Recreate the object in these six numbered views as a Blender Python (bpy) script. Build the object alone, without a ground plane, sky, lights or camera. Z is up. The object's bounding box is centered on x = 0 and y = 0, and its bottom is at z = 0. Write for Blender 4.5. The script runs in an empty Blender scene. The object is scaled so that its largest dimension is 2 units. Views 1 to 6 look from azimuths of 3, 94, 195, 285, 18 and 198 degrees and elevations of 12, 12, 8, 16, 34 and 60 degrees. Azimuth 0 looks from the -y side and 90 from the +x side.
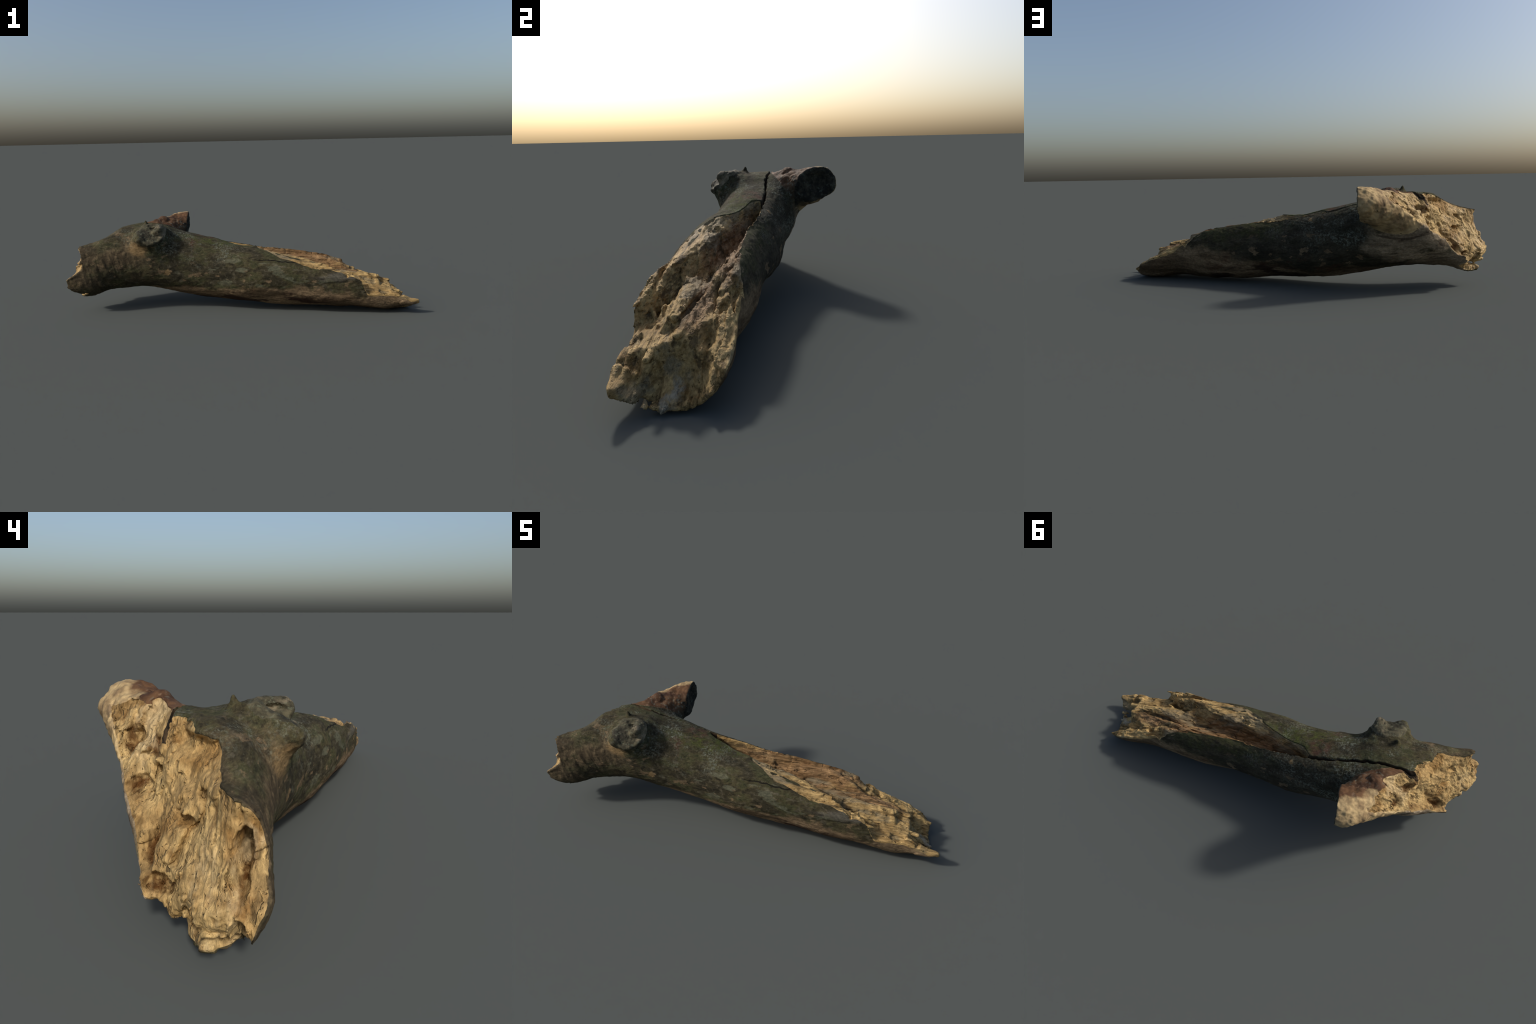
"""A broken, weathered tree log: a forked butt end snapped off to raw wood, two
branch stubs, a long split hollow towards the other end, mossy bark."""
import bpy
import numpy as np

# ----------------------------------------------------------------- helpers
STEP = 0.0033                                  # grid pitch of the solid


def spline(x, knots, vals):
    """natural cubic spline through the rows of vals"""
    n, h = len(knots), np.diff(knots)
    A, B = np.eye(n), np.zeros_like(vals)
    for i in range(1, n - 1):
        A[i, i - 1], A[i, i], A[i, i + 1] = h[i - 1], 2 * (h[i - 1] + h[i]), h[i]
        B[i] = 6 * ((vals[i + 1] - vals[i]) / h[i] - (vals[i] - vals[i - 1]) / h[i - 1])
    M = np.linalg.solve(A, B)
    x = np.clip(x, knots[0], knots[-1])
    i = np.clip(np.searchsorted(knots, x) - 1, 0, n - 2)
    t, a, hh = (x - knots[i])[:, None], (knots[i + 1] - x)[:, None], h[i][:, None]
    return M[i] * a**3 / (6 * hh) + M[i + 1] * t**3 / (6 * hh) + (vals[i] / hh - M[i] * hh / 6) * a + (vals[i + 1] / hh - M[i + 1] * hh / 6) * t


def _hash(i, j, k, seed):
    h = (i * 374761393 + j * 668265263 + k * 2147483647 + seed * 1274126177) & 0xFFFFFFFF
    h = ((h ^ (h >> 13)) * 1103515245) & 0xFFFFFFFF
    h = ((h ^ (h >> 16)) * 2246822519) & 0xFFFFFFFF
    return ((h ^ (h >> 15)) & 0xFFFF).astype(np.float32) / 32767.5 - 1.0


def noise(x, y, z, seed=0):
    """smooth value noise in [-1, 1]"""
    x, y, z = np.broadcast_arrays(np.asarray(x, np.float32), np.asarray(y, np.float32), np.asarray(z, np.float32))
    i, j, k = (np.floor(v).astype(np.int64) for v in (x, y, z))
    u, v, w = x - i, y - j, z - k
    u, v, w = (t * t * t * (t * (t * 6 - 15) + 10) for t in (u, v, w))
    out = 0
    for a in (0, 1):
        for b in (0, 1):
            for c in (0, 1):
                out = out + (u if a else 1 - u) * (v if b else 1 - v) * (w if c else 1 - w) * _hash(i + a, j + b, k + c, seed)
    return out


def fbm(x, y, z, seed=0, octaves=4, gain=0.5):
    out, amp, f = 0, 1.0, 1.0
    for o in range(octaves):
        out = out + amp * noise(x * f + 7.3 * o, y * f + 3.1 * o, z * f + 1.7 * o, seed + o)
        amp, f = amp * gain, f * 2.03
    return out


def ridged(x, y, z, seed=0, octaves=3):
    out, amp, f = 0, 1.0, 1.0
    for o in range(octaves):
        out = out + amp * (1 - 2 * np.abs(noise(x * f, y * f, z * f, seed + o)))
        amp, f = amp * 0.5, f * 2.1
    return out


def smooth_min(a, b, k):
    h = np.clip(0.5 + 0.5 * (b - a) / k, 0, 1)
    return b + (a - b) * h - k * h * (1 - h)


def cone(P, a, b, ra, rb):
    """round cone between two points"""
    a, b = np.array(a, np.float32), np.array(b, np.float32)
    X, Y, Z = P
    d = b - a
    t = np.clip(((X - a[0]) * d[0] + (Y - a[1]) * d[1] + (Z - a[2]) * d[2]) / (d @ d), 0, 1)
    q = np.sqrt((X - a[0] - t * d[0]) ** 2 + (Y - a[1] - t * d[1]) ** 2 + (Z - a[2] - t * d[2]) ** 2)
    return q - (ra + (rb - ra) * t)


def blob(P, c, r):
    """ellipsoid"""
    g = np.sqrt(sum(((p - q) / s) ** 2 for p, q, s in zip(P, c, r)))
    return (g - 1) * min(r)


# ----------------------------------------------------------------- the solid
X1 = np.arange(-1.03, 1.03, STEP, dtype=np.float32)
Y1 = np.arange(-0.36, 0.37, STEP, dtype=np.float32)
Z1 = np.arange(-0.02, 0.56, STEP, dtype=np.float32)
X, Y, Z = X1[:, None, None], Y1[None, :, None], Z1[None, None, :]
P = (X, Y, Z)

# trunk cross-sections: x, centre y, centre z, then 12 radii round from the far side over the top
TRUNK = np.array([
    (-1.02, -.221, .239, .108, .098, .112, .148, .158, .129, .110, .088, .114, .129, .132, .123),
    (-.900, -.167, .238, .139, .123, .126, .155, .168, .142, .127, .147, .153, .159, .171, .166),
    (-.800, -.124, .265, .156, .155, .146, .155, .177, .158, .147, .156, .156, .157, .159, .172),
    (-.700, -.092, .301, .199, .189, .178, .179, .179, .163, .159, .169, .183, .185, .180, .185),
    (-.580, -.061, .298, .187, .199, .193, .171, .175, .186, .178, .184, .186, .183, .180, .178),
    (-.450, -.053, .286, .188, .190, .186, .172, .177, .178, .176, .192, .194, .194, .182, .180),
    (-.300, -.063, .246, .166, .181, .185, .180, .182, .174, .167, .170, .179, .188, .168, .163),
    (-.150, -.069, .216, .152, .162, .179, .182, .181, .176, .169, .176, .176, .178, .164, .164),
    (.000, -.094, .205, .162, .166, .178, .162, .178, .182, .171, .175, .174, .173, .165, .166),
    (.130, -.116, .192, .168, .165, .177, .178, .177, .172, .169, .165, .169, .167, .161, .156),
    (.260, -.114, .178, .142, .152, .171, .157, .166, .191, .176, .163, .168, .165, .157, .146),
    (.400, -.111, .162, .132, .147, .168, .152, .158, .192, .186, .177, .159, .154, .150, .139),
    (.550, -.130, .154, .140, .147, .158, .145, .164, .188, .172, .176, .150, .149, .145, .141),
    (.700, -.158, .141, .148, .159, .142, .133, .143, .158, .157, .153, .136, .131, .133, .146),
    (.820, -.157, .104, .152, .153, .125, .112, .121, .142, .137, .137, .111, .104, .111, .131),
    (.920, -.170, .081, .149, .124, .097, .087, .093, .124, .130, .091, .078, .077, .087, .120),
    (1.01, -.193, .071, .127, .078, .065, .060, .062, .087, .086, .058, .048, .053, .067, .098),
])
S = spline(X1.astype(float), TRUNK[:, 0], TRUNK[:, 1:]).astype(np.float32)
dy, dz = Y - S[:, 0][:, None, None], Z - S[:, 1][:, None, None]
turn = (np.arctan2(dz, dy) % (2 * np.pi)) / (2 * np.pi) * 12
ti = np.floor(turn).astype(np.int16) % 12
t = turn - np.floor(turn)
rad = np.zeros_like(turn)
row = np.arange(len(X1))[:, None, None]
for k, w in enumerate((-.5 * t + t**2 - .5 * t**3, 1 - 2.5 * t**2 + 1.5 * t**3, .5 * t + 2 * t**2 - 1.5 * t**3, -.5 * t**2 + .5 * t**3)):
    rad += w * S[:, 2:][row, (ti - 1 + k) % 12]
body = np.sqrt(dy**2 + dz**2) - rad
body = np.maximum(body, X - 0.997)
del turn, ti, t, rad, dy, dz
# near branch stub: short, cut obliquely, a hollow cup in its end
stub_near = cone(P, (-0.515, -0.09, 0.34), (-0.510, -0.214, 0.450), 0.134, 0.078)
n = np.array((0.03, -0.62, 0.78)); n /= np.linalg.norm(n)
stub_near = np.maximum(stub_near, (X + 0.507) * n[0] + (Y + 0.215) * n[1] + (Z - 0.463) * n[2])
# far branch stub: a flaring horn that ends in a dark face
stub_far = cone(P, (-0.62, 0.02, 0.365), (-0.362, 0.246, 0.452), 0.112, 0.072)
stub_far = smooth_min(stub_far, cone(P, (-0.58, 0.095, 0.39), (-0.415, 0.250, 0.447), 0.080, 0.068), 0.03)
stub_far = np.maximum(stub_far, Z - 0.528 - 0.03 * (X + 0.36))
n = np.array((1.0, 0.10, -0.06)); n /= np.linalg.norm(n)
stub_far = np.maximum(stub_far, (X + 0.373) * n[0] + (Y - 0.245) * n[1] + (Z - 0.455) * n[2])
ridge = cone(P, (-0.60, 0.02, 0.42), (-0.508, 0.10, 0.487), 0.05, 0.026)
twig = cone(P, (-0.555, -0.119, 0.44), (-0.563, -0.119, 0.516), 0.045, 0.004)

stub_near = smooth_min(stub_near, cone(P, (-.485, -.165, .448), (-.468, -.222, .474), .050, .030), 0.012)
stub_near = smooth_min(stub_near, cone(P, (-.57, -.09, .35), (-.556, -.218, .430), .132, .052), 0.015)
stub_near = smooth_min(stub_near, cone(P, (-.54, -.18, .40), (-.566, -.262, .432), .055, .024), 0.03)
outer = smooth_min(body, stub_far, 0.055)
outer = smooth_min(outer, stub_near, 0.065)
outer = smooth_min(outer, ridge, 0.03)
outer = smooth_min(outer, twig, 0.02)

# --- the long split: height of the broken surface, given by cross-sections.
# each row: x, then (y, z) from the near bark edge to the far bark edge:
# edge, crest, foot of the near wall, trough, middle ridge, groove, groove,
# thin fin, hollow, outer rim, far bark edge
SPLIT = [
    (-0.19, [(-.004, .42), (-.003, .42), (-.002, .42), (-.001, .42), (0, .42), (.001, .42), (.002, .42), (.003, .42), (.004, .42), (.005, .42), (.006, .42)]),
    (-0.15, [(-.045, .387), (-.040, .365), (-.034, .28), (-.028, .25), (-.022, .23), (-.016, .23), (-.010, .26), (-.001, .37), (.003, .39), (.004, .40), (.005, .41)]),
    (-0.03, [(-.089, .381), (-.085, .366), (-.065, .295), (-.052, .25), (-.042, .228), (-.030, .25), (-.018, .295), (-.008, .355), (-.004, .375), (-.002, .39), (0, .40)]),
    (0.09, [(-.155, .368), (-.150, .364), (-.112, .318), (-.085, .258), (-.060, .232), (-.042, .262), (-.028, .302), (-.018, .335), (-.013, .36), (-.011, .37), (-.009, .38)]),
    (0.20, [(-.226, .318), (-.194, .346), (-.145, .318), (-.118, .252), (-.085, .230), (-.060, .260), (-.044, .290), (-.035, .312), (-.026, .34), (-.024, .35), (-.022, .36)]),
    (0.32, [(-.252, .298), (-.216, .322), (-.165, .300), (-.138, .245), (-.105, .233), (-.075, .252), (-.055, .282), (-.043, .304), (-.030, .325), (-.028, .33), (-.026, .34)]),
    (0.43, [(-.272, .266), (-.236, .294), (-.188, .270), (-.158, .226), (-.120, .228), (-.088, .238), (-.064, .274), (-.048, .298), (-.036, .309), (-.034, .31), (-.032, .32)]),
    (0.52, [(-.287, .243), (-.256, .262), (-.218, .238), (-.184, .230), (-.135, .214), (-.105, .212), (-.088, .244), (-.072, .270), (-.050, .270), (-.028, .278), (-.015, .274)]),
    (0.62, [(-.305, .206), (-.268, .232), (-.247, .165), (-.178, .214), (-.145, .200), (-.135, .172), (-.124, .192), (-.108, .222), (-.080, .200), (-.038, .214), (-.004, .207)]),
    (0.665, [(-.310, .198), (-.294, .200), (-.278, .142), (-.178, .210), (-.153, .196), (-.140, .168), (-.134, .175), (-.120, .208), (-.080, .185), (-.040, .202), (0, .187)]),
    (0.695, [(-.315, .150), (-.296, .137), (-.262, .137), (-.178, .216), (-.158, .200), (-.146, .168), (-.140, .172), (-.128, .198), (-.080, .178), (-.042, .186), (0, .167)]),
    (0.775, [(-.313, .122), (-.290, .130), (-.240, .143), (-.182, .200), (-.168, .197), (-.160, .175), (-.155, .168), (-.143, .182), (-.090, .152), (-.052, .154), (0, .140)]),
    (0.80, [(-.311, .118), (-.290, .126), (-.240, .138), (-.205, .148), (-.185, .146), (-.170, .153), (-.160, .158), (-.142, .175), (-.090, .142), (-.050, .140), (0, .132)]),
    (0.855, [(-.307, .114), (-.280, .121), (-.250, .126), (-.212, .130), (-.187, .140), (-.172, .138), (-.158, .142), (-.138, .142), (-.100, .110), (-.050, .118), (-.002, .114)]),
    (0.872, [(-.306, .112), (-.282, .114), (-.250, .112), (-.212, .098), (-.187, .088), (-.172, .078), (-.158, .070), (-.138, .080), (-.100, .085), (-.050, .106), (-.008, .106)]),
    (0.905, [(-.305, .110), (-.286, .105), (-.255, .092), (-.215, .060), (-.185, .046), (-.165, .040), (-.145, .040), (-.120, .045), (-.085, .058), (-.055, .094), (-.018, .095)]),
    (0.95, [(-.303, .086), (-.290, .088), (-.262, .066), (-.220, .038), (-.190, .026), (-.165, .022), (-.140, .017), (-.120, .016), (-.085, .018), (-.055, .058), (-.038, .058)]),
    (0.985, [(-.303, .080), (-.288, .082), (-.258, .056), (-.235, .030), (-.19, .00), (-.165, -.01), (-.140, -.02), (-.120, -.03), (-.090, -.03), (-.055, -.03), (-.038, -.03)]),
    (1.00, [(-.306, .060), (-.286, .060), (-.262, .030), (-.245, -.02), (-.19, -.03), (-.165, -.03), (-.140, -.03), (-.120, -.03), (-.090, -.03), (-.055, -.03), (-.038, -.03)]),
]
sx = np.array([r[0] for r in SPLIT])
sy = np.array([[q[0] for q in r[1]] for r in SPLIT])
sz = np.array([[q[1] for q in r[1]] for r in SPLIT])
H = np.full((len(X1), len(Y1)), 9.0)
for i, x in enumerate(X1):
    if x < sx[0]:
        continue
    jag = (0.006 if x < .85 else 0.003) * noise(x * 30, 0, np.arange(11) * 3.7, 5)       # torn edges wander
    jag[[0, -1]] *= 1.0
    py = np.array([np.interp(x, sx, sy[:, k]) for k in range(11)]) + jag * min(1, (x + .19) / .2)
    pz = np.array([np.interp(x, sx, sz[:, k]) for k in range(11)])
    py = np.maximum.accumulate(py + np.arange(11) * 1e-5)
    H[i] = np.interp(Y1, py, pz)
    H[i] += np.clip((py[0] - Y1), 0, 1) * 4 + np.clip((Y1 - py[-1]), 0, 1) * 4
gx, gy = X1[:, None], Y1[None, :]


def chunks(u, v, seed, soft=0.07):
    """torn blocks: every cell of a jittered lattice has a level and a tilt of its own"""
    u, v = np.broadcast_arrays(u, v)
    i, j = np.floor(u).astype(np.int64), np.floor(v).astype(np.int64)
    best = np.full(u.shape, 9.0); second = best.copy(); level = np.zeros(u.shape)
    for a in (-1, 0, 1):
        for b in (-1, 0, 1):
            p, q = i + a, j + b
            du = u - (p + .5 + .42 * _hash(p, q, 0 * p, seed)); dv = v - (q + .5 + .42 * _hash(p, q, 0 * p, seed + 1))
            dist = du * du + dv * dv
            lv = _hash(p, q, 0 * p, seed + 2) + du * _hash(p, q, 0 * p, seed + 3) + dv * _hash(p, q, 0 * p, seed + 4)
            near = dist < best
            second = np.where(near, best, np.minimum(second, dist))
            level = np.where(near, lv, level); best = np.minimum(best, dist)
    edge = np.clip((np.sqrt(second) - np.sqrt(best)) / soft, 0, 1)
    return level * (0.35 + 0.65 * edge) - 0.25 * (1 - edge)


wob = 0.5 * fbm(gx * 9, gy * 20, 0, 25, 3)
rot = np.clip(0.5 + 1.6 * fbm(gx * 5, gy * 14, 0, 161, 3), 0, 1.3)           # where the wood broke up most
grain = (0.0030 * ridged(gx * 6, gy * 50, 0, 21, 3) + 0.0025 * fbm(gx * 14, gy * 34, 0, 31, 4)
         + 0.0120 * rot * chunks(gx * 7 + wob, gy * 26 + wob, 121) * np.clip((gx - 0.05) / 0.25, 0.2, 1) + 0.0030 * rot * chunks(gx * 20 + wob, gy * 60, 131)
         - 0.016 * np.clip((noise(gx * 11, gy * 26, 0, 171) - 0.45) / 0.2, 0, 1) * np.clip((gx - .3) / .2, 0, 1))
ramp = np.clip((gx + 0.17) / 0.15, 0.15, 1)
planks = 0.010 * chunks(gx * 4.5 + .4 * wob, gy * 32 + .5 * wob, 181, .2) * np.clip(1.2 - np.abs(gx - .22) / .28, 0, 1)
for px, py, a, b, deep in [(.80, -.075, .030, .017, .022), (.69, -.050, .020, .014, .035), (.885, -.250, .020, .013, .012), (.60, -.235, .030, .014, .030), (.93, -.215, .018, .022, .022),
                           (.45, -.135, .060, .020, .014), (.74, -.215, .050, .014, .018), (.55, -.21, .05, .014, .030), (.875, -.12, .02, .03, .02), (.90, -.29, .012, .02, .010)]:
    grain = grain - deep * np.clip(1.5 - np.hypot((gx - px) / a, (gy - py) / b) - 0.6 * wob, 0, 1)
H = (H + (grain + planks) * ramp).astype(np.float32)
# narrow dark slot at the foot of the far wall
slot = np.interp(X1, sx, sy[:, 7]) - 0.010 + 0.004 * noise(X1 * 18, 0, 0, 191)
open_ = np.clip((X1 + .16) / .05, 0, 1) * np.clip((.62 - X1) / .1, 0, 1) * np.clip(.75 + noise(X1 * 7, 0, 0, 193), .25, 1)
H = (H - .030 * open_[:, None] * np.clip(1.6 - np.abs(Y1[None] - slot[:, None]) / .0045, 0, 1)).astype(np.float32)
split = (Z - H[:, :, None]) * np.float32(0.6)

# --- the broken butt: how far in x the torn face reaches, over (y, z)
BUTT = np.array([
    # rim, from the top round the near side to the underside
    (-.697, -.041, .463), (-.759, -.146, .454), (-.793, -.176, .440), (-.834, -.189, .430), (-.876, -.203, .415), (-.934, -.235, .390),
    (-.935, -.250, .311), (-.893, -.285, .322), (-.905, -.30, .27), (-.990, -.300, .210), (-.985, -.320, .205), (-.960, -.285, .130), (-.918, -.238, .100),
    (-.935, -.200, .08), (-.941, -.165, .065), (-.93, -.140, .075), (-.865, -.100, .090), (-.89, -.05, .11), (-.885, -.010, .170),
    # rim up the far side to the far stub
    (-.78, .08, .24), (-.705, .110, .300), (-.645, .150, .380), (-.59, .179, .430), (-.54, .20, .47), (-.53, .32, .44), (-.55, .33, .36), (-.556, .084, .490), (-.53, .13, .53),
    # inside the face
    (-.661, .012, .468), (-.665, .038, .421), (-.70, .063, .317), (-.62, .134, .410), (-.747, -.035, .387), (-.78, -.09, .37), (-.87, -.18, .34),
    (-.85, -.125, .310), (-.82, -.09, .345), (-.78, -.01, .26), (-.70, .035, .33), (-.885, -.083, .201), (-.935, -.14, .19), (-.87, -.055, .150), (-.935, -.265, .282), (-.985, -.25, .16),
    (-.993, -.216, .191), (-.985, -.200, .167), (-.964, -.185, .136), (-.945, -.165, .112), (-.956, -.230, .268), (-.879, -.094, .228), (-.93, -.19, .235)])
q = BUTT[:, 1:]
D = np.sqrt(((q[:, None] - q[None]) ** 2).sum(-1))
W = np.linalg.solve(np.block([[D + 0.004 * np.eye(len(q)), np.ones((len(q), 1)), q], [np.ones((1, len(q))), np.zeros((1, 3))], [q.T, np.zeros((2, 3))]]), np.r_[BUTT[:, 0], 0, 0, 0])
gy, gz = Y1[:, None], Z1[None, :]
G = W[-3] + W[-2] * gy + W[-1] * gz
for (b, c), w in zip(q, W):
    G = G + w * np.sqrt((gy - b) ** 2 + (gz - c) ** 2)
wob = 0.6 * fbm(gy * 12, gz * 12, 0, 45, 3)
G = G + 0.007 * ridged(gy * 17 + gz * 9, gz * 5 - gy * 3, 0, 41, 3) + 0.006 * fbm(gy * 26 + gz * 13, gz * 12 - gy * 6, 0, 51, 4)
G = G + 0.014 * chunks(gy * 13 + gz * 7 + wob, gz * 7 - gy * 4 + wob, 141) + 0.002 * chunks(gy * 36 + gz * 18 + wob, gz * 22 - gy * 10, 151)
for py, pz, a, b, deep in [(-.250, .300, .015, .030, .085), (-.248, .245, .012, .022, .05), (-.258, .150, .012, .022, .05), (-.05, .170, .032, .018, .04), (-.01, .212, .016, .026, .05),
                           (.036, .408, .014, .018, .035), (.063, .317, .026, .016, .03), (.13, .405, .018, .026, .045), (-.10, .30, .03, .014, .03),
                           (-.085, .433, .06, .018, .035), (-.20, .115, .05, .012, .025), (.02, .36, .012, .012, .03), (-.14, .13, .02, .012, .03)]:
    G = G + deep * np.clip(1.5 - np.hypot((gy - py) / a, (gz - pz) / b) - 0.5 * wob, 0, 1)
butt = (G.astype(np.float32)[None] - X) * np.float32(0.65)

solid = np.maximum(np.maximum(outer, split), butt)

# long splinters that stand clear of the break
for a, b, ra, rb in [((.50, -.280, .205), (.704, -.312, .193), .030, .004), ((.84, -.046, .080), (.955, -.047, .055), .024, .008), ((.58, -.176, .195), (.785, -.170, .186), .030, .011),
                     ((.68, -.125, .170), (.848, -.150, .158), .022, .007), ((.92, -.284, .064), (.990, -.284, .070), .024, .012), ((.36, -.200, .275), (.50, -.240, .268), .026, .006),
                     ((.24, -.165, .300), (.385, -.205, .296), .026, .006), ((.52, -.040, .226), (.63, -.062, .212), .030, .010), ((.80, -.215, .125), (.90, -.222, .112), .016, .004)]:
    solid = smooth_min(solid, np.maximum(cone(P, a, b, ra, rb), outer - .004), 0.006)

# drying crack along the top, from the split back to the butt
cx = np.array([-0.75, -0.697, -0.643, -0.58, -0.526, -0.44, -0.307, -0.236, -0.17])
cyk = np.array([0.010, 0.007, 0.009, 0.004, -0.005, -0.007, -0.001, 0.002, 0.0])
line = (np.interp(X1, cx, cyk) + 0.003 * noise(X1 * 60, 0, 0, 61)).astype(np.float32)
wide = np.interp(X1, [-0.72, -0.66, -0.60, -0.4, -0.2, -0.1], [0.0028, 0.0028, 0.0026, 0.0032, 0.0036, 0.0]).astype(np.float32)
crack = np.where((X > -0.705) & (X < -0.14) & (Z > 0.3), np.abs(Y - line[:, None, None]) - wide[:, None, None] - (outer + 0.03) * 0.1, 1.0)
crack = np.maximum(crack, -(outer + 0.035))
solid = np.maximum(solid, -crack)

# rotted pits in the butt and the cup of the near stub
for c, r in [((-.90, -.043, .098), (.062, .034, .042)), ((-.905, -.20, .115), (.02, .05, .010)),
             ((-.50, -.205, .480), (.026, .03, .010)), ((-.366, .243, .448), (.026, .055, .055))]:
    solid = -smooth_min(-solid, blob(P, c, r), 0.008)


# ----------------------------------------------------------------- solid -> mesh
def surface_nets(F):
    s = F < 0
    corner = [(a, b, c) for a in (0, 1) for b in (0, 1) for c in (0, 1)]
    n0, n1, n2 = (m - 1 for m in F.shape)
    total = np.zeros((n0, n1, n2), np.int8)
    for a, b, c in corner:
        total += s[a:a + n0, b:b + n1, c:c + n2]
    cell = np.argwhere((total > 0) & (total < 8))
    ids = np.full((n0, n1, n2), -1, np.int32)
    ids[tuple(cell.T)] = np.arange(len(cell))
    pos, cnt = np.zeros((len(cell), 3)), np.zeros(len(cell))
    for o in corner:
        for ax in range(3):
            if o[ax]:
                continue
            e = list(o); e[ax] = 1
            fa = F[tuple((cell + o).T)].astype(float); fb = F[tuple((cell + e).T)].astype(float)
            m = (fa < 0) != (fb < 0)
            t = np.where(m, fa / np.where(m, fa - fb, 1), 0)
            p = np.array(o, float)[None] + t[:, None] * np.eye(3)[ax]
            pos += p * m[:, None]; cnt += m
    pos = pos / cnt[:, None] + cell
    quads = []
    for ax in range(3):
        u, v = (ax + 1) % 3, (ax + 2) % 3
        lo = [slice(None)] * 3; hi = [slice(None)] * 3
        lo[ax], hi[ax] = slice(0, -1), slice(1, None)
        A, B = s[tuple(lo)], s[tuple(hi)]
        e = np.argwhere(A != B)
        e = e[(e[:, u] > 0) & (e[:, v] > 0) & (e[:, u] < ids.shape[u]) & (e[:, v] < ids.shape[v])]
        flip = A[tuple(e.T)]
        eu, ev = np.eye(3, dtype=int)[u], np.eye(3, dtype=int)[v]
        Q = np.stack([ids[tuple((e - eu - ev).T)], ids[tuple((e - ev).T)], ids[tuple(e.T)], ids[tuple((e - eu).T)]], -1)
        Q[~flip] = Q[~flip][:, ::-1]
        quads.append(Q)
    return pos, np.concatenate(quads)


V, Q = surface_nets(solid)
# keep the one connected body
lab = np.arange(len(V))
E2 = np.concatenate([Q[:, [0, 1]], Q[:, [1, 2]], Q[:, [2, 3]], Q[:, [3, 0]]])
while True:
    m = np.minimum(lab[E2[:, 0]], lab[E2[:, 1]])
    new = lab.copy()
    np.minimum.at(new, E2[:, 0], m); np.minimum.at(new, E2[:, 1], m)
    new = new[new]
    if (new == lab).all():
        break
    lab = new
big = np.bincount(lab).argmax()
Q = Q[lab[Q[:, 0]] == big]
used = np.unique(Q)
re = np.full(len(V), -1); re[used] = np.arange(len(used))
V, Q = V[used], re[Q]


def sample(F, V):
    """trilinear reading of a grid at vertex positions in cells"""
    F = np.broadcast_to(F, solid.shape)
    i = np.clip(np.floor(V).astype(int), 0, np.array(F.shape) - 2)
    t = V - i
    out = 0
    for a in (0, 1):
        for b in (0, 1):
            for c in (0, 1):
                w = (t[:, 0] if a else 1 - t[:, 0]) * (t[:, 1] if b else 1 - t[:, 1]) * (t[:, 2] if c else 1 - t[:, 2])
                out = out + w * F[i[:, 0] + a, i[:, 1] + b, i[:, 2] + c]
    return out


f_outer, f_near, f_far, f_twig, f_body = (sample(F, V) for F in (outer, stub_near, stub_far, twig, body))
f_split, f_butt, f_crack = sample(split, V), sample(butt, V), sample(crack, V)
W3 = V * STEP + np.array([X1[0], Y1[0], Z1[0]])


def normals(V, Q):
    n = np.cross(V[Q[:, 2]] - V[Q[:, 0]], V[Q[:, 3]] - V[Q[:, 1]])
    out = np.zeros_like(V)
    for k in range(4):
        np.add.at(out, Q[:, k], n)
    return out / (np.linalg.norm(out, axis=1, keepdims=True) + 1e-12)


# relief below the grid's own shapes, along the normal
N = normals(W3, Q)
x, y, z = W3.T
torn = np.clip((-0.004 - f_outer) / 0.008, 0, 1)                  # 1 on torn wood, 0 on bark
onstub = np.clip((f_body - np.minimum(f_near, f_far)) / 0.03, 0, 1)
lump = 0.004 * fbm(x * 7, y * 12, z * 12, 71, 3) + onstub * 0.006 * fbm(x * 22, y * 22, z * 22, 75, 3)
barkfine = 0.0012 * fbm(x * 45, y * 80, z * 80, 81, 3)
wrinkle = np.exp(-((x + 0.78) / 0.13) ** 2) * np.clip((0.40 - z) / 0.1, 0, 1) * np.clip((-y - 0.02) / 0.1, 0, 1)
barkfine = barkfine + wrinkle * 0.0025 * ridged(x * 38 + 10 * z, y * 6, z * 5, 91, 2)
woodfine = 0.0016 * ridged(x * 16, y * 75, z * 55, 101, 4) + 0.0014 * fbm(x * 50, y * 110, z * 80, 111, 3)
W3 = W3 + N * (lump + barkfine * (1 - torn) + woodfine * torn)[:, None]
N = normals(W3, Q)
W3[:, 2] = np.maximum(W3[:, 2] + 0.0012, 0)

# ----------------------------------------------------------------- regions of the one surface
fq = lambda a: a[Q].mean(1)
is_torn = fq(f_outer) < -0.0055
c = W3[Q].mean(1)
butt_face = is_torn & (fq(f_butt) > fq(f_split)) & (fq(f_butt) > -0.09) & (np.abs(fq(f_crack)) > 0.004) & (c[:, 0] < np.where(c[:, 1] > .1, -0.44, -0.3))
split_face = (is_torn & (fq(f_split) > -0.02) & (c[:, 0] > -0.25)) | ((fq(f_split) > -0.007) & (c[:, 0] > 0.1))
others = is_torn & ~butt_face & ~split_face
near = (fq(f_near) < fq(f_body) - 0.004)
far = (fq(f_far) < fq(f_body) - 0.004)
tw = (fq(f_twig) < np.minimum(fq(f_body), fq(f_near)) - 0.002) & (c[:, 2] > 0.46)
region = np.zeros(len(Q), int)
region[others] = 0
region[far & ~butt_face] = 3
region[near & ~butt_face] = 2
region[tw] = 4
near_plane = (c[:, 0] + 0.507) * 0.03 + (c[:, 1] + 0.215) * -0.62 + (c[:, 2] - 0.463) * 0.78
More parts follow.
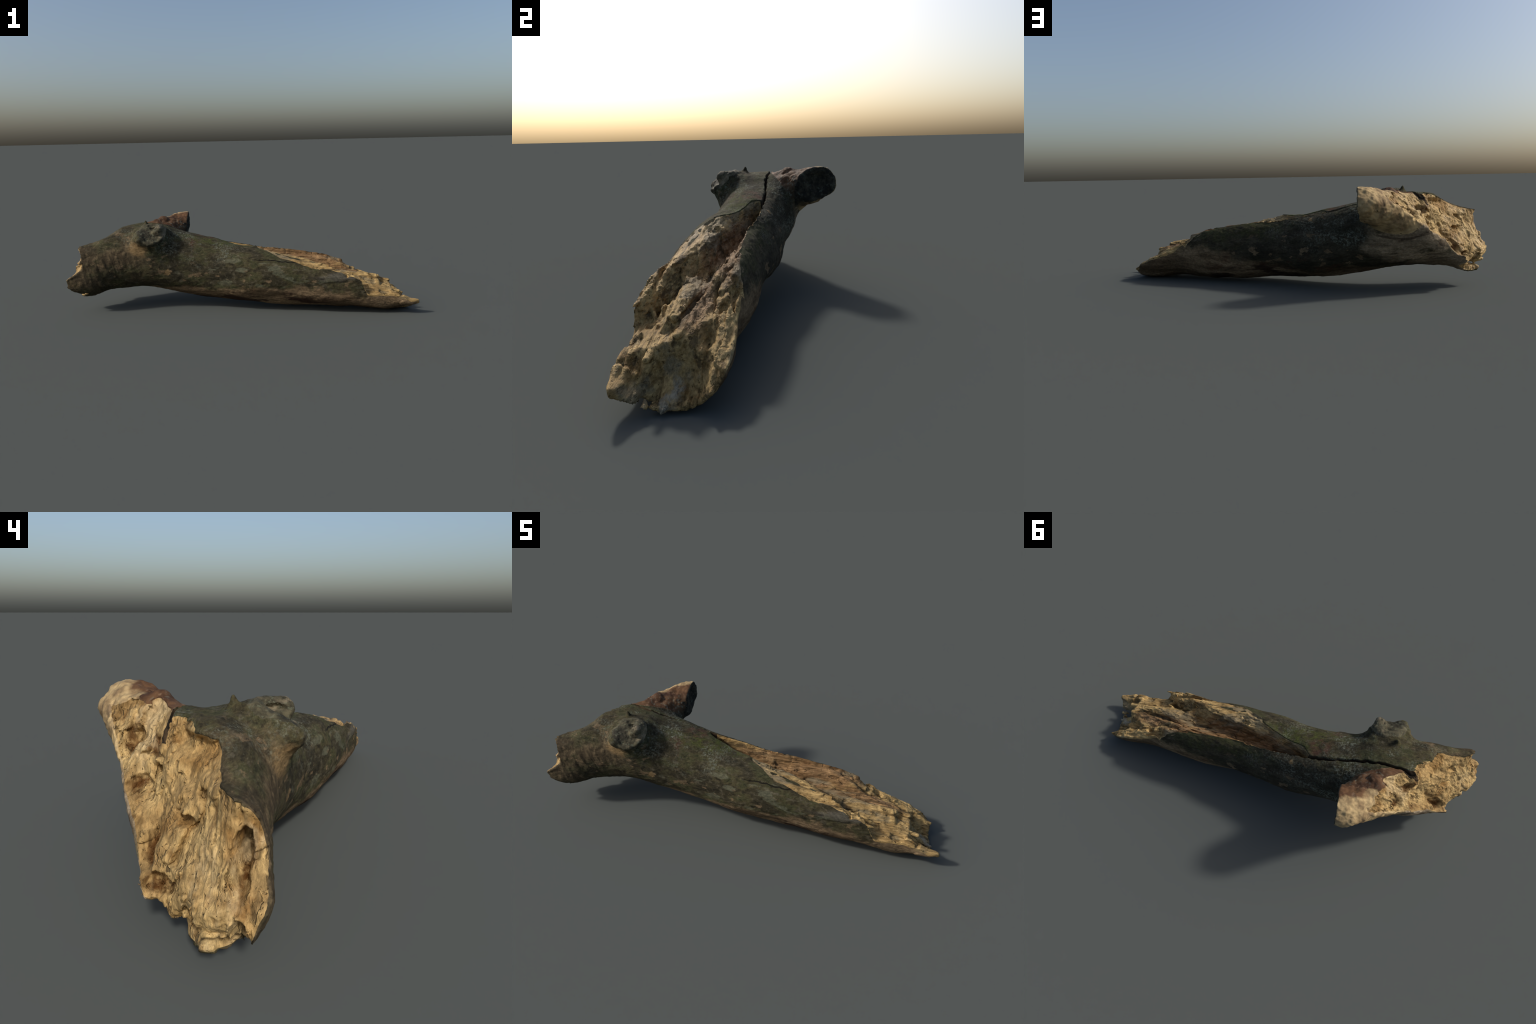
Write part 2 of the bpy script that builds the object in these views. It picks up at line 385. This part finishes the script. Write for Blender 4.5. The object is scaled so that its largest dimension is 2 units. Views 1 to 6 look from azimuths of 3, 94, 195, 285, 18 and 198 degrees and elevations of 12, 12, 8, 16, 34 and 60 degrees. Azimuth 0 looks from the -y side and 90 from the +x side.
region[(region == 2) & (near_plane > -0.014) & (np.hypot(c[:, 0] + .507, c[:, 1] + .215) < .085)] = 7
region[(c[:, 0] > -0.42) & (c[:, 0] < -.33) & (c[:, 1] > 0.13) & (c[:, 2] > .33) & ((fq(N[:, 0]) > 0.55) | (is_torn & (c[:, 0] > -.41)))] = 8
region[butt_face] = 5
region[split_face] = 6
region[(np.abs(fq(f_crack)) < 0.006) & is_torn & (c[:, 0] < -.13)] = 9

# run the torn edges clean: smooth the line where bark meets wood
kind = np.isin(region, (5, 6, 9))
edges = np.sort(np.concatenate([Q[:, [0, 1]], Q[:, [1, 2]], Q[:, [2, 3]], Q[:, [3, 0]]]), 1)
owner = np.tile(np.arange(len(Q)), 4)
order = np.lexsort((edges[:, 1], edges[:, 0]))
edges, owner = edges[order], owner[order]
pair = (edges[1:] == edges[:-1]).all(1) & (kind[owner[1:]] != kind[owner[:-1]])
rim = edges[1:][pair]
for _ in range(4):
    tot, cnt = np.zeros_like(W3), np.zeros(len(W3))
    for a, b in ((0, 1), (1, 0)):
        np.add.at(tot, rim[:, a], W3[rim[:, b]]); np.add.at(cnt, rim[:, a], 1)
    m = cnt > 1
    W3[m] = 0.4 * W3[m] + 0.6 * tot[m] / cnt[m][:, None]
N = normals(W3, Q)

# ----------------------------------------------------------------- materials
class Nodes:
    """short-hand for building a node tree: every call returns an output socket"""

    def __init__(self, name, roughness, specular):
        self.mat = bpy.data.materials.new(name)
        self.mat.use_nodes = True
        self.t = self.mat.node_tree
        self.shader = self.t.nodes["Principled BSDF"]
        self.shader.inputs["Roughness"].default_value = roughness
        self.shader.inputs["Specular IOR Level"].default_value = specular
        self.co = self.t.nodes.new("ShaderNodeTexCoord").outputs["Object"]
        # noise-warped coordinates, so that no mask has a clean edge
        n = self.t.nodes.new("ShaderNodeTexNoise")
        n.inputs["Scale"].default_value, n.inputs["Detail"].default_value = 13, 5
        self.link(self.co, n.inputs["Vector"])
        self.warped = self.vec("ADD", self.co, self.vec("SCALE", self.vec("SUBTRACT", n.outputs["Color"], (.5, .5, .5)), scale=0.11))

    def link(self, a, b):
        if isinstance(a, (int, float, tuple)):
            b.default_value = a
        else:
            self.t.links.new(a, b)

    def vec(self, op, a, b=None, scale=None):
        n = self.t.nodes.new("ShaderNodeVectorMath")
        n.operation = op
        self.link(a, n.inputs[0])
        if b is not None:
            self.link(b, n.inputs[1])
        if scale is not None:
            n.inputs["Scale"].default_value = scale
        return n.outputs["Value" if op in ("LENGTH", "DOT_PRODUCT") else "Vector"]

    def math(self, op, a, b=0.0):
        n = self.t.nodes.new("ShaderNodeMath")
        n.operation = op
        self.link(a, n.inputs[0]); self.link(b, n.inputs[1])
        return n.outputs[0]

    def step(self, v, lo, hi):
        """0 below lo, 1 above hi, smooth between (lo > hi turns it round)"""
        n = self.t.nodes.new("ShaderNodeMapRange")
        n.interpolation_type = "SMOOTHSTEP"
        flip = lo > hi
        self.link(v, n.inputs["Value"])
        n.inputs["From Min"].default_value, n.inputs["From Max"].default_value = min(lo, hi), max(lo, hi)
        n.inputs["To Min"].default_value, n.inputs["To Max"].default_value = (1, 0) if flip else (0, 1)
        return n.outputs["Result"]

    def noise(self, scale, stretch=(1, 1, 1), detail=6, rough=0.6, shift=0.0, distort=0.0, src=None):
        n = self.t.nodes.new("ShaderNodeTexNoise")
        n.inputs["Scale"].default_value, n.inputs["Detail"].default_value = scale, detail
        n.inputs["Roughness"].default_value, n.inputs["Distortion"].default_value = rough, distort
        v = self.vec("MULTIPLY", src or self.co, stretch)
        self.link(self.vec("ADD", v, (shift, shift * .7, shift * 1.3)), n.inputs["Vector"])
        return n.outputs["Fac"]

    def cells(self, scale, stretch=(1, 1, 1), feature="F1", shift=0.0, src=None):
        n = self.t.nodes.new("ShaderNodeTexVoronoi")
        n.feature = feature
        n.inputs["Scale"].default_value = scale
        v = self.vec("MULTIPLY", src or self.warped, stretch)
        self.link(self.vec("ADD", v, (shift, shift, shift)), n.inputs["Vector"])
        return n.outputs["Distance"]

    def place(self, centre, radius, soft=0.35, src=None):
        """1 inside an ellipsoid with torn edges"""
        inv = tuple(1 / r for r in radius)
        v = self.vec("MULTIPLY", self.vec("SUBTRACT", src or self.warped, centre), inv)
        return self.step(self.vec("LENGTH", v), 1 + soft, 1 - soft)

    def mix(self, fac, a, b, mode="MIX"):
        n = self.t.nodes.new("ShaderNodeMix")
        n.data_type, n.blend_type = "RGBA", mode
        col = lambda c: (*c, 1.0) if isinstance(c, tuple) and len(c) == 3 else c
        self.link(fac, n.inputs[0]); self.link(col(a), n.inputs[6]); self.link(col(b), n.inputs[7])
        return n.outputs[2]

    def any(self, *f):
        out = f[0]
        for g in f[1:]:
            out = self.math("MAXIMUM", out, g)
        return out

    def both(self, a, b):
        return self.math("MULTIPLY", a, b)

    def finish(self, colour, height, strength, distance, rough=None):
        self.link(colour, self.shader.inputs["Base Color"])
        n = self.t.nodes.new("ShaderNodeBump")
        n.inputs["Strength"].default_value, n.inputs["Distance"].default_value = strength, distance
        self.link(height, n.inputs["Height"])
        self.link(n.outputs["Normal"], self.shader.inputs["Normal"])
        if rough is not None:
            self.link(rough, self.shader.inputs["Roughness"])
        return self.mat


FIBRE = (0.13, 1, 1)                              # stretched along the trunk


def bark_material():
    m = Nodes("mossy_bark", 0.9, 0.12)
    big = m.noise(5, (.6, 1, 1))
    mid = m.noise(17, (.55, 1, 1), shift=3)
    fine = m.noise(110, (.6, 1, 1), detail=9, rough=.78, shift=5)
    freck = m.noise(45, (.6, 1, 1), detail=6, rough=.72, shift=6)
    c = m.mix(m.step(big, .38, .62), (.044, .037, .019), (.064, .054, .026))
    c = m.mix(m.step(mid, .45, .62), c, (.044, .045, .021))                         # moss bloom
    c = m.mix(m.both(m.step(mid, .55, .40), .7), c, (.020, .018, .012))
    c = m.mix(m.step(freck, .52, .66), c, (.074, .065, .043))
    c = m.mix(m.both(m.step(freck, .46, .36), .7), c, (.014, .013, .009))
    # brown bark without moss: the butt, the underside of the near flank
    butt = m.place((-.82, -.22, .30), (.24, .30, .22), .5)
    brown = m.mix(m.step(m.noise(26, (1.6, .6, .6), shift=9), .42, .62), (.055, .041, .024), (.118, .088, .050))
    c = m.mix(m.both(butt, m.step(m.noise(8, shift=2), .36, .56)), c, brown)
    # darker, near-black tone over the far flank
    far = m.place((0.02, .12, .24), (.55, .16, .22), .4)
    dark = m.mix(m.step(m.noise(22, (.4, 1, 1), shift=4), .4, .65), (.023, .020, .014), (.050, .043, .029))
    c = m.mix(m.both(far, .85), c, dark)
    # grey-green blotches, drawn out along the trunk
    blotch = m.both(m.step(m.noise(15, (.42, 1, 1), detail=4, rough=.5, shift=11), .575, .62), m.place((.15, -.28, .24), (.55, .13, .09), .3))
    c = m.mix(m.both(blotch, .7), c, (.092, .094, .062))
    # bare wood on the underside and the lower end, with patches of dark inner bark left on it
    streak = m.noise(16, FIBRE, detail=7, rough=.65, shift=13)
    bare = m.mix(m.step(streak, .36, .64), (.070, .047, .026), (.195, .138, .080))
    under = m.any(m.place((.30, -.17, .02), (.66, .30, .135), .12), m.place((.86, -.16, .03), (.32, .28, .125), .12),
                  m.place((-.28, -.14, .07), (.34, .20, .075), .2), m.place((.62, .0, .10), (.36, .10, .09), .25))
    c = m.mix(under, c, bare)
    inner = m.both(m.step(m.noise(8, (.35, 1, 1.2), shift=17, detail=4), .50, .57), m.place((.12, -.14, .05), (.50, .22, .085), .25))
    c = m.mix(m.both(inner, .9), c, (.022, .010, .007))
    rust = m.both(m.step(m.noise(12, (.5, 1, 1), shift=23), .52, .62), m.place((.05, .0, .08), (.55, .16, .09), .3))
    c = m.mix(m.both(rust, .6), c, (.060, .028, .014))
    # worn greyish wood under the far stub and below the broken butt
    grey = m.mix(m.step(streak, .34, .66), (.120, .092, .060), (.290, .228, .150))
    worn = m.any(m.place((-.66, .15, .24), (.27, .14, .15), .16), m.place((-.54, .17, .31), (.15, .10, .10), .3), m.place((-.80, .0, .12), (.20, .14, .09), .2))
    worn = m.both(worn, m.step(m.noise(9, (.6, 1, 1), shift=31), .34, .44))
    c = m.mix(worn, c, grey)
    gully = m.both(worn, m.step(m.noise(14, (.25, 1, 1), shift=37, distort=.8), .56, .66))
    c = m.mix(m.both(gully, .75), c, (.030, .018, .013))
    flake = m.step(m.noise(26, (.55, 1, 1), detail=5, rough=.6, shift=47), .60, .63)
    flake = m.both(flake, m.any(m.place((-.62, -.22, .28), (.34, .2, .2), .4), m.place((.1, -.26, .18), (.6, .12, .08), .4), m.place((.0, .08, .18), (.6, .1, .12), .4)))
    c = m.mix(m.both(flake, .8), c, (.150, .105, .060))
    # weathered scar and pale scraped marks near the broken end
    scar = m.both(m.place((.55, -.27, .235), (.16, .07, .05), .3), m.step(m.noise(14, FIBRE, shift=41), .40, .55))
    c = m.mix(m.both(scar, .8), c, (.075, .068, .055))
    peel = m.any(m.place((-.425, -.215, .235), (.026, .03, .020), .3), m.place((-.585, -.225, .375), (.055, .06, .050), .4), m.place((-.15, .04, .375), (.035, .018, .014), .3), m.place((-.10, .03, .36), (.02, .014, .012), .3))
    c = m.mix(m.both(peel, .85), c, (.200, .135, .065))
    red = m.any(m.place((-.23, -.06, .41), (.075, .045, .03), .35), m.place((-.30, -.15, .39), (.06, .03, .03), .4))
    c = m.mix(m.both(red, m.step(m.noise(15, shift=43), .42, .58)), c, (.070, .036, .024))
    green = m.any(m.place((-.60, .045, .47), (.09, .05, .05), .5), m.place((-.10, -.10, .38), (.25, .06, .05), .5), m.both(m.place((.25, .01, .30), (.30, .05, .06), .5), .4))
    c = m.mix(m.both(green, m.step(m.noise(24, detail=7, rough=.7, shift=45), .42, .60)), c, (.052, .058, .016))
    # crusts of pale lichen: fine flecks gathered in drifts
    flecks = m.step(m.noise(95, detail=5, rough=.8, shift=51), .47, .60)
    drift = m.step(m.noise(9, (.8, 1, 1), detail=6, rough=.65, shift=53), .42, .62)
    zone = m.any(m.place((-.42, -.10, .46), (.34, .24, .13), .5), m.place((-.20, -.16, .37), (.24, .13, .09), .4), m.place((-.27, .10, .31), (.14, .08, .09), .4), m.both(m.place((-.10, .06, .30), (.30, .10, .10), .4), .6))
    c = m.mix(m.both(m.both(flecks, drift), m.both(zone, .85)), c, (.165, .178, .138))
    crumbs = m.step(m.cells(46, shift=61), .115, .07)
    c = m.mix(m.both(m.both(crumbs, m.step(m.noise(6, shift=63), .52, .6)), .5), c, (.17, .18, .14))
    # drying check along the near flank
    xyz = m.t.nodes.new("ShaderNodeSeparateXYZ"); m.link(m.co, xyz.inputs[0])
    x, y, z = xyz.outputs
    wander = m.math("MULTIPLY", m.math("SUBTRACT", m.noise(9, detail=4, shift=71), .5), .03)
    off = m.math("ABSOLUTE", m.math("SUBTRACT", m.math("SUBTRACT", m.math("ADD", z, m.math("MULTIPLY", x, .062)), .313), wander))
    check = m.both(m.step(off, .0028, .0012), m.both(m.both(m.step(x, .05, .12), m.step(x, .43, .38)), m.step(y, -.2, -.22)))
    c = m.mix(m.both(check, .9), c, (.006, .005, .004))
    c = m.mix(1.0, c, m.mix(m.step(fine, .25, .75), (.45, .45, .45), (1.55, 1.55, 1.55)), "MULTIPLY")
    h = m.math("ADD", m.both(fine, .7), m.math("ADD", m.both(flecks, m.both(zone, .3)), m.both(m.noise(40, (.35, 1, 1), shift=75), .6)))
    h = m.math("SUBTRACT", h, m.both(check, 1.5))
    return m.finish(c, h, .7, .007)


def torn_material(name, light, mid, dark, stain, fibre, rough):
    m = Nodes(name, rough, 0.14)
    m.shader.inputs["Specular Tint"].default_value = (1.0, .72, .36, 1)
    streak = m.noise(30, fibre, detail=8, rough=.68)
    broad = m.noise(6, detail=5, shift=3)
    grain = m.noise(120, fibre, detail=6, rough=.7, shift=7)
    c = m.mix(m.step(broad, .36, .64), mid, light)
    c = m.mix(m.both(m.step(streak, .54, .36), .65), c, dark)
    blot = m.both(m.step(m.noise(10, detail=6, rough=.65, shift=9), .53, .66), .8)
    c = m.mix(blot, c, stain)
    # worm holes and specks of rot, longer than wide
    speck = m.step(m.cells(34, tuple(.35 + .65 * f for f in fibre), shift=5), .20, .10)
    speck = m.both(speck, m.step(m.noise(14, shift=21), .40, .52))
    c = m.mix(m.both(speck, .85), c, (.060, .042, .022))
    pin = m.step(m.cells(85, shift=15), .17, .09)
    pin = m.both(pin, m.step(m.noise(9, shift=25), .40, .52))
    c = m.mix(m.both(pin, .75), c, (.05, .033, .017))
    dash = m.step(m.noise(48, tuple(max(.22, f) for f in fibre), detail=4, rough=.6, shift=29), .585, .66)
    c = m.mix(m.both(dash, .6), c, dark)
    recess_shade = m.step(m.noise(7, tuple(max(.4, f) for f in fibre), detail=7, rough=.7, shift=39), .56, .66)  # dark patches painted over the wood for shadowed recesses
    c = m.mix(m.both(recess_shade, .6), c, tuple(.55 * v for v in stain))
    return m, c, streak, grain, m.any(speck, pin, dash)


def butt_material():
    m, c, streak, grain, holes = torn_material("torn_wood", (.445, .315, .140), (.305, .200, .082), (.140, .090, .040), (.165, .085, .026), (.5, .8, .22), 0.45)
    m.shader.inputs["Specular IOR Level"].default_value = 0.5
    ochre = m.any(m.place((-.76, -.12, .43), (.06, .09, .04), .5), m.place((-.90, -.24, .31), (.06, .05, .06), .5), m.place((-.80, -.10, .285), (.05, .05, .03), .5))
    c = m.mix(m.both(ochre, .7), c, (.19, .095, .025))
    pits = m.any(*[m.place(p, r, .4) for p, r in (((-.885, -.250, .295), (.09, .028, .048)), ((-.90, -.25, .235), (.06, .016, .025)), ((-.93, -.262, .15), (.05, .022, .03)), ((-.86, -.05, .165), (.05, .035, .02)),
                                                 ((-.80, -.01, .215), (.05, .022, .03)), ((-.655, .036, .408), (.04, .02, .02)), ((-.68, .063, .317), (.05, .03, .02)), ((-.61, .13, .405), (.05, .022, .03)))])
    c = m.mix(m.both(pits, m.step(m.noise(28, shift=35), .30, .52)), c, (.065, .026, .007))  # pit interiors tinted dark to deepen their shade
    cream = m.both(m.step(m.noise(8, (.6, 1, .5), shift=33), .54, .64), .6)
    c = m.mix(cream, c, (.42, .33, .19))
    c = m.mix(1.0, c, m.mix(m.step(grain, .22, .78), (.50, .50, .50), (1.45, 1.45, 1.45)), "MULTIPLY")
    h = m.math("SUBTRACT", m.math("ADD", m.both(streak, 1.0), m.both(grain, .5)), m.both(holes, .6))
    gloss = m.math("ADD", .30, m.both(m.step(m.noise(16, shift=55), .34, .56), .42))
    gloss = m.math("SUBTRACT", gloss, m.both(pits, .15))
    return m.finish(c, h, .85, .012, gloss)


def split_material():
    m, c, streak, grain, holes = torn_material("split_wood", (.47, .325, .140), (.35, .235, .100), (.19, .120, .050), (.180, .100, .032), FIBRE, 0.6)
    # smooth brown heart left in the hollow
    heart = m.any(m.place((.24, -.06, .27), (.40, .10, .08), .25), m.place((.62, -.12, .19), (.22, .035, .06), .4))
    brown = m.mix(m.step(m.noise(20, FIBRE, shift=43), .38, .64), (.110, .058, .028), (.270, .165, .088))
    c = m.mix(m.both(heart, .85), c, brown)
    olive = m.both(m.step(m.noise(9, (.4, 1, 1), shift=45), .50, .62), m.place((.10, -.16, .34), (.36, .12, .10), .4))
    c = m.mix(m.both(olive, .55), c, (.125, .105, .055))
    vein = m.step(m.noise(22, (.06, 1, 1), detail=6, rough=.65, shift=57), .54, .62)
    c = m.mix(m.both(vein, .75), c, (.070, .050, .029))
    ashen = m.both(m.step(m.noise(11, (.3, 1, 1), detail=5, shift=59), .52, .63), .7)
    c = m.mix(ashen, c, (.20, .170, .110))
    # whitish fungus on the end face
    white = m.both(m.place((.93, -.150, .04), (.07, .022, .07), .3), m.step(m.noise(16, shift=47), .40, .52))
    c = m.mix(m.both(white, .75), c, (.30, .28, .22))
    c = m.mix(1.0, c, m.mix(m.step(grain, .22, .78), (.50, .50, .50), (1.45, 1.45, 1.45)), "MULTIPLY")
    h = m.math("SUBTRACT", m.math("ADD", m.both(streak, 1.0), m.both(grain, .5)), m.both(holes, .6))
    return m.finish(c, h, .9, .010)


def near_stub_material():
    m = Nodes("stub_wood", 0.8, 0.2)
    n = m.noise(24, detail=7, rough=.65)
    c = m.mix(m.step(n, .36, .64), (.024, .022, .013), (.085, .075, .044))
    c = m.mix(m.both(m.place((-.455, -.21, .475), (.05, .05, .04), .4), m.step(m.noise(18, shift=5), .4, .55)), c, (.20, .165, .110))
    c = m.mix(m.both(m.place((-.54, -.24, .45), (.035, .035, .03), .4), .8), c, (.018, .016, .010))  # darkness of a hole in the face, drawn in colour
    c = m.mix(m.both(m.step(m.noise(80, shift=7), .54, .62), .5), c, (.11, .12, .08))
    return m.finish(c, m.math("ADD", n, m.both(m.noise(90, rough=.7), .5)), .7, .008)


def far_stub_material():
    m = Nodes("far_stub_bark", 0.75, 0.12)
    n = m.noise(12, (.5, 1, 1), detail=6)
    red = m.mix(m.step(n, .36, .62), (.042, .021, .012), (.110, .058, .028))
    red = m.mix(m.both(m.step(m.noise(30, shift=4), .56, .66), .6), red, (.20, .13, .08))
    wood = m.mix(m.step(m.noise(17, detail=7, rough=.65, shift=8), .34, .64), (.200, .138, .072), (.40, .295, .150))
    wood = m.mix(m.both(m.step(m.cells(40, shift=2), .2, .1), m.step(m.noise(12, shift=6), .48, .58)), wood, (.05, .035, .02))
    wood = m.mix(m.both(m.step(m.noise(10, (1, 1, .4), shift=12), .54, .64), .7), wood, (.085, .055, .038))
    # bare wood on the side that faces the torn butt, red-brown bark on top, dark moss below
    side = m.step(m.vec("DOT_PRODUCT", m.vec("SUBTRACT", m.warped, (-.47, .175, .49)), (-.35, .72, -.60)), -.012, .012)
    c = m.mix(side, red, wood)
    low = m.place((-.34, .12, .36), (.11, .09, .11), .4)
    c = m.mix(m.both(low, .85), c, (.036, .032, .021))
    fleck = m.both(m.step(m.noise(70, shift=14), .55, .62), m.place((-.45, .08, .42), (.14, .09, .10), .4))
    c = m.mix(m.both(fleck, .6), c, (.15, .165, .13))
    return m.finish(c, m.math("ADD", n, m.both(m.noise(70, rough=.7), .5)), .6, .007)


def far_face_material():
    m = Nodes("stub_face_dark", 0.85, 0.2)
    n = m.noise(30, detail=8, rough=.7)
    c = m.mix(m.step(n, .4, .66), (.014, .013, .010), (.060, .054, .037))
    c = m.mix(m.both(m.step(m.noise(55, shift=3), .57, .64), .5), c, (.10, .12, .09))
    return m.finish(c, n, .8, .012)


def crack_material():
    m = Nodes("crack_wood", 0.9, 0.1)
    n = m.noise(30, FIBRE, detail=6)
    return m.finish(m.mix(m.step(n, .38, .66), (.014, .011, .008), (.055, .036, .020)), n, .6, .006)  # near-black base colour: depth shadow of the crack baked in


BARK = bark_material()
MATS = {0: BARK, 4: BARK, 5: butt_material(), 6: split_material(), 2: BARK, 3: far_stub_material(), 7: near_stub_material(), 8: far_face_material(), 9: crack_material()}

# ----------------------------------------------------------------- objects
root = bpy.data.objects.new("broken_log", None)
root.empty_display_size = 0.1
bpy.context.scene.collection.objects.link(root)
root["label"] = "weathered broken log with mossy bark and split pale wood"
root["category"] = "log"


def part(name, faces, parent, mat):
    F = Q[faces]
    u, inv = np.unique(F, return_inverse=True)
    inv = inv.reshape(F.shape)
    me = bpy.data.meshes.new(name)
    me.from_pydata(W3[u].tolist(), [], inv.tolist())
    me.polygons.foreach_set("use_smooth", np.ones(len(F), bool))
    me.materials.append(mat)
    me.normals_split_custom_set_from_vertices(N[u].tolist())
    ob = bpy.data.objects.new(name, me)
    bpy.context.scene.collection.objects.link(ob)
    ob.parent = parent
    return ob


trunk = part("bark", region == 0, root, MATS[0])
stub = part("branch_stub", region == 2, root, MATS[2])
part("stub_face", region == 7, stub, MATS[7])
stub = part("branch_stub", region == 3, root, MATS[3])
part("stub_face", region == 8, stub, MATS[8])
part("twig_stub", region == 4, root, MATS[4])
part("drying_crack", region == 9, root, MATS[9])
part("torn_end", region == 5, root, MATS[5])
part("split_hollow", region == 6, root, MATS[6])
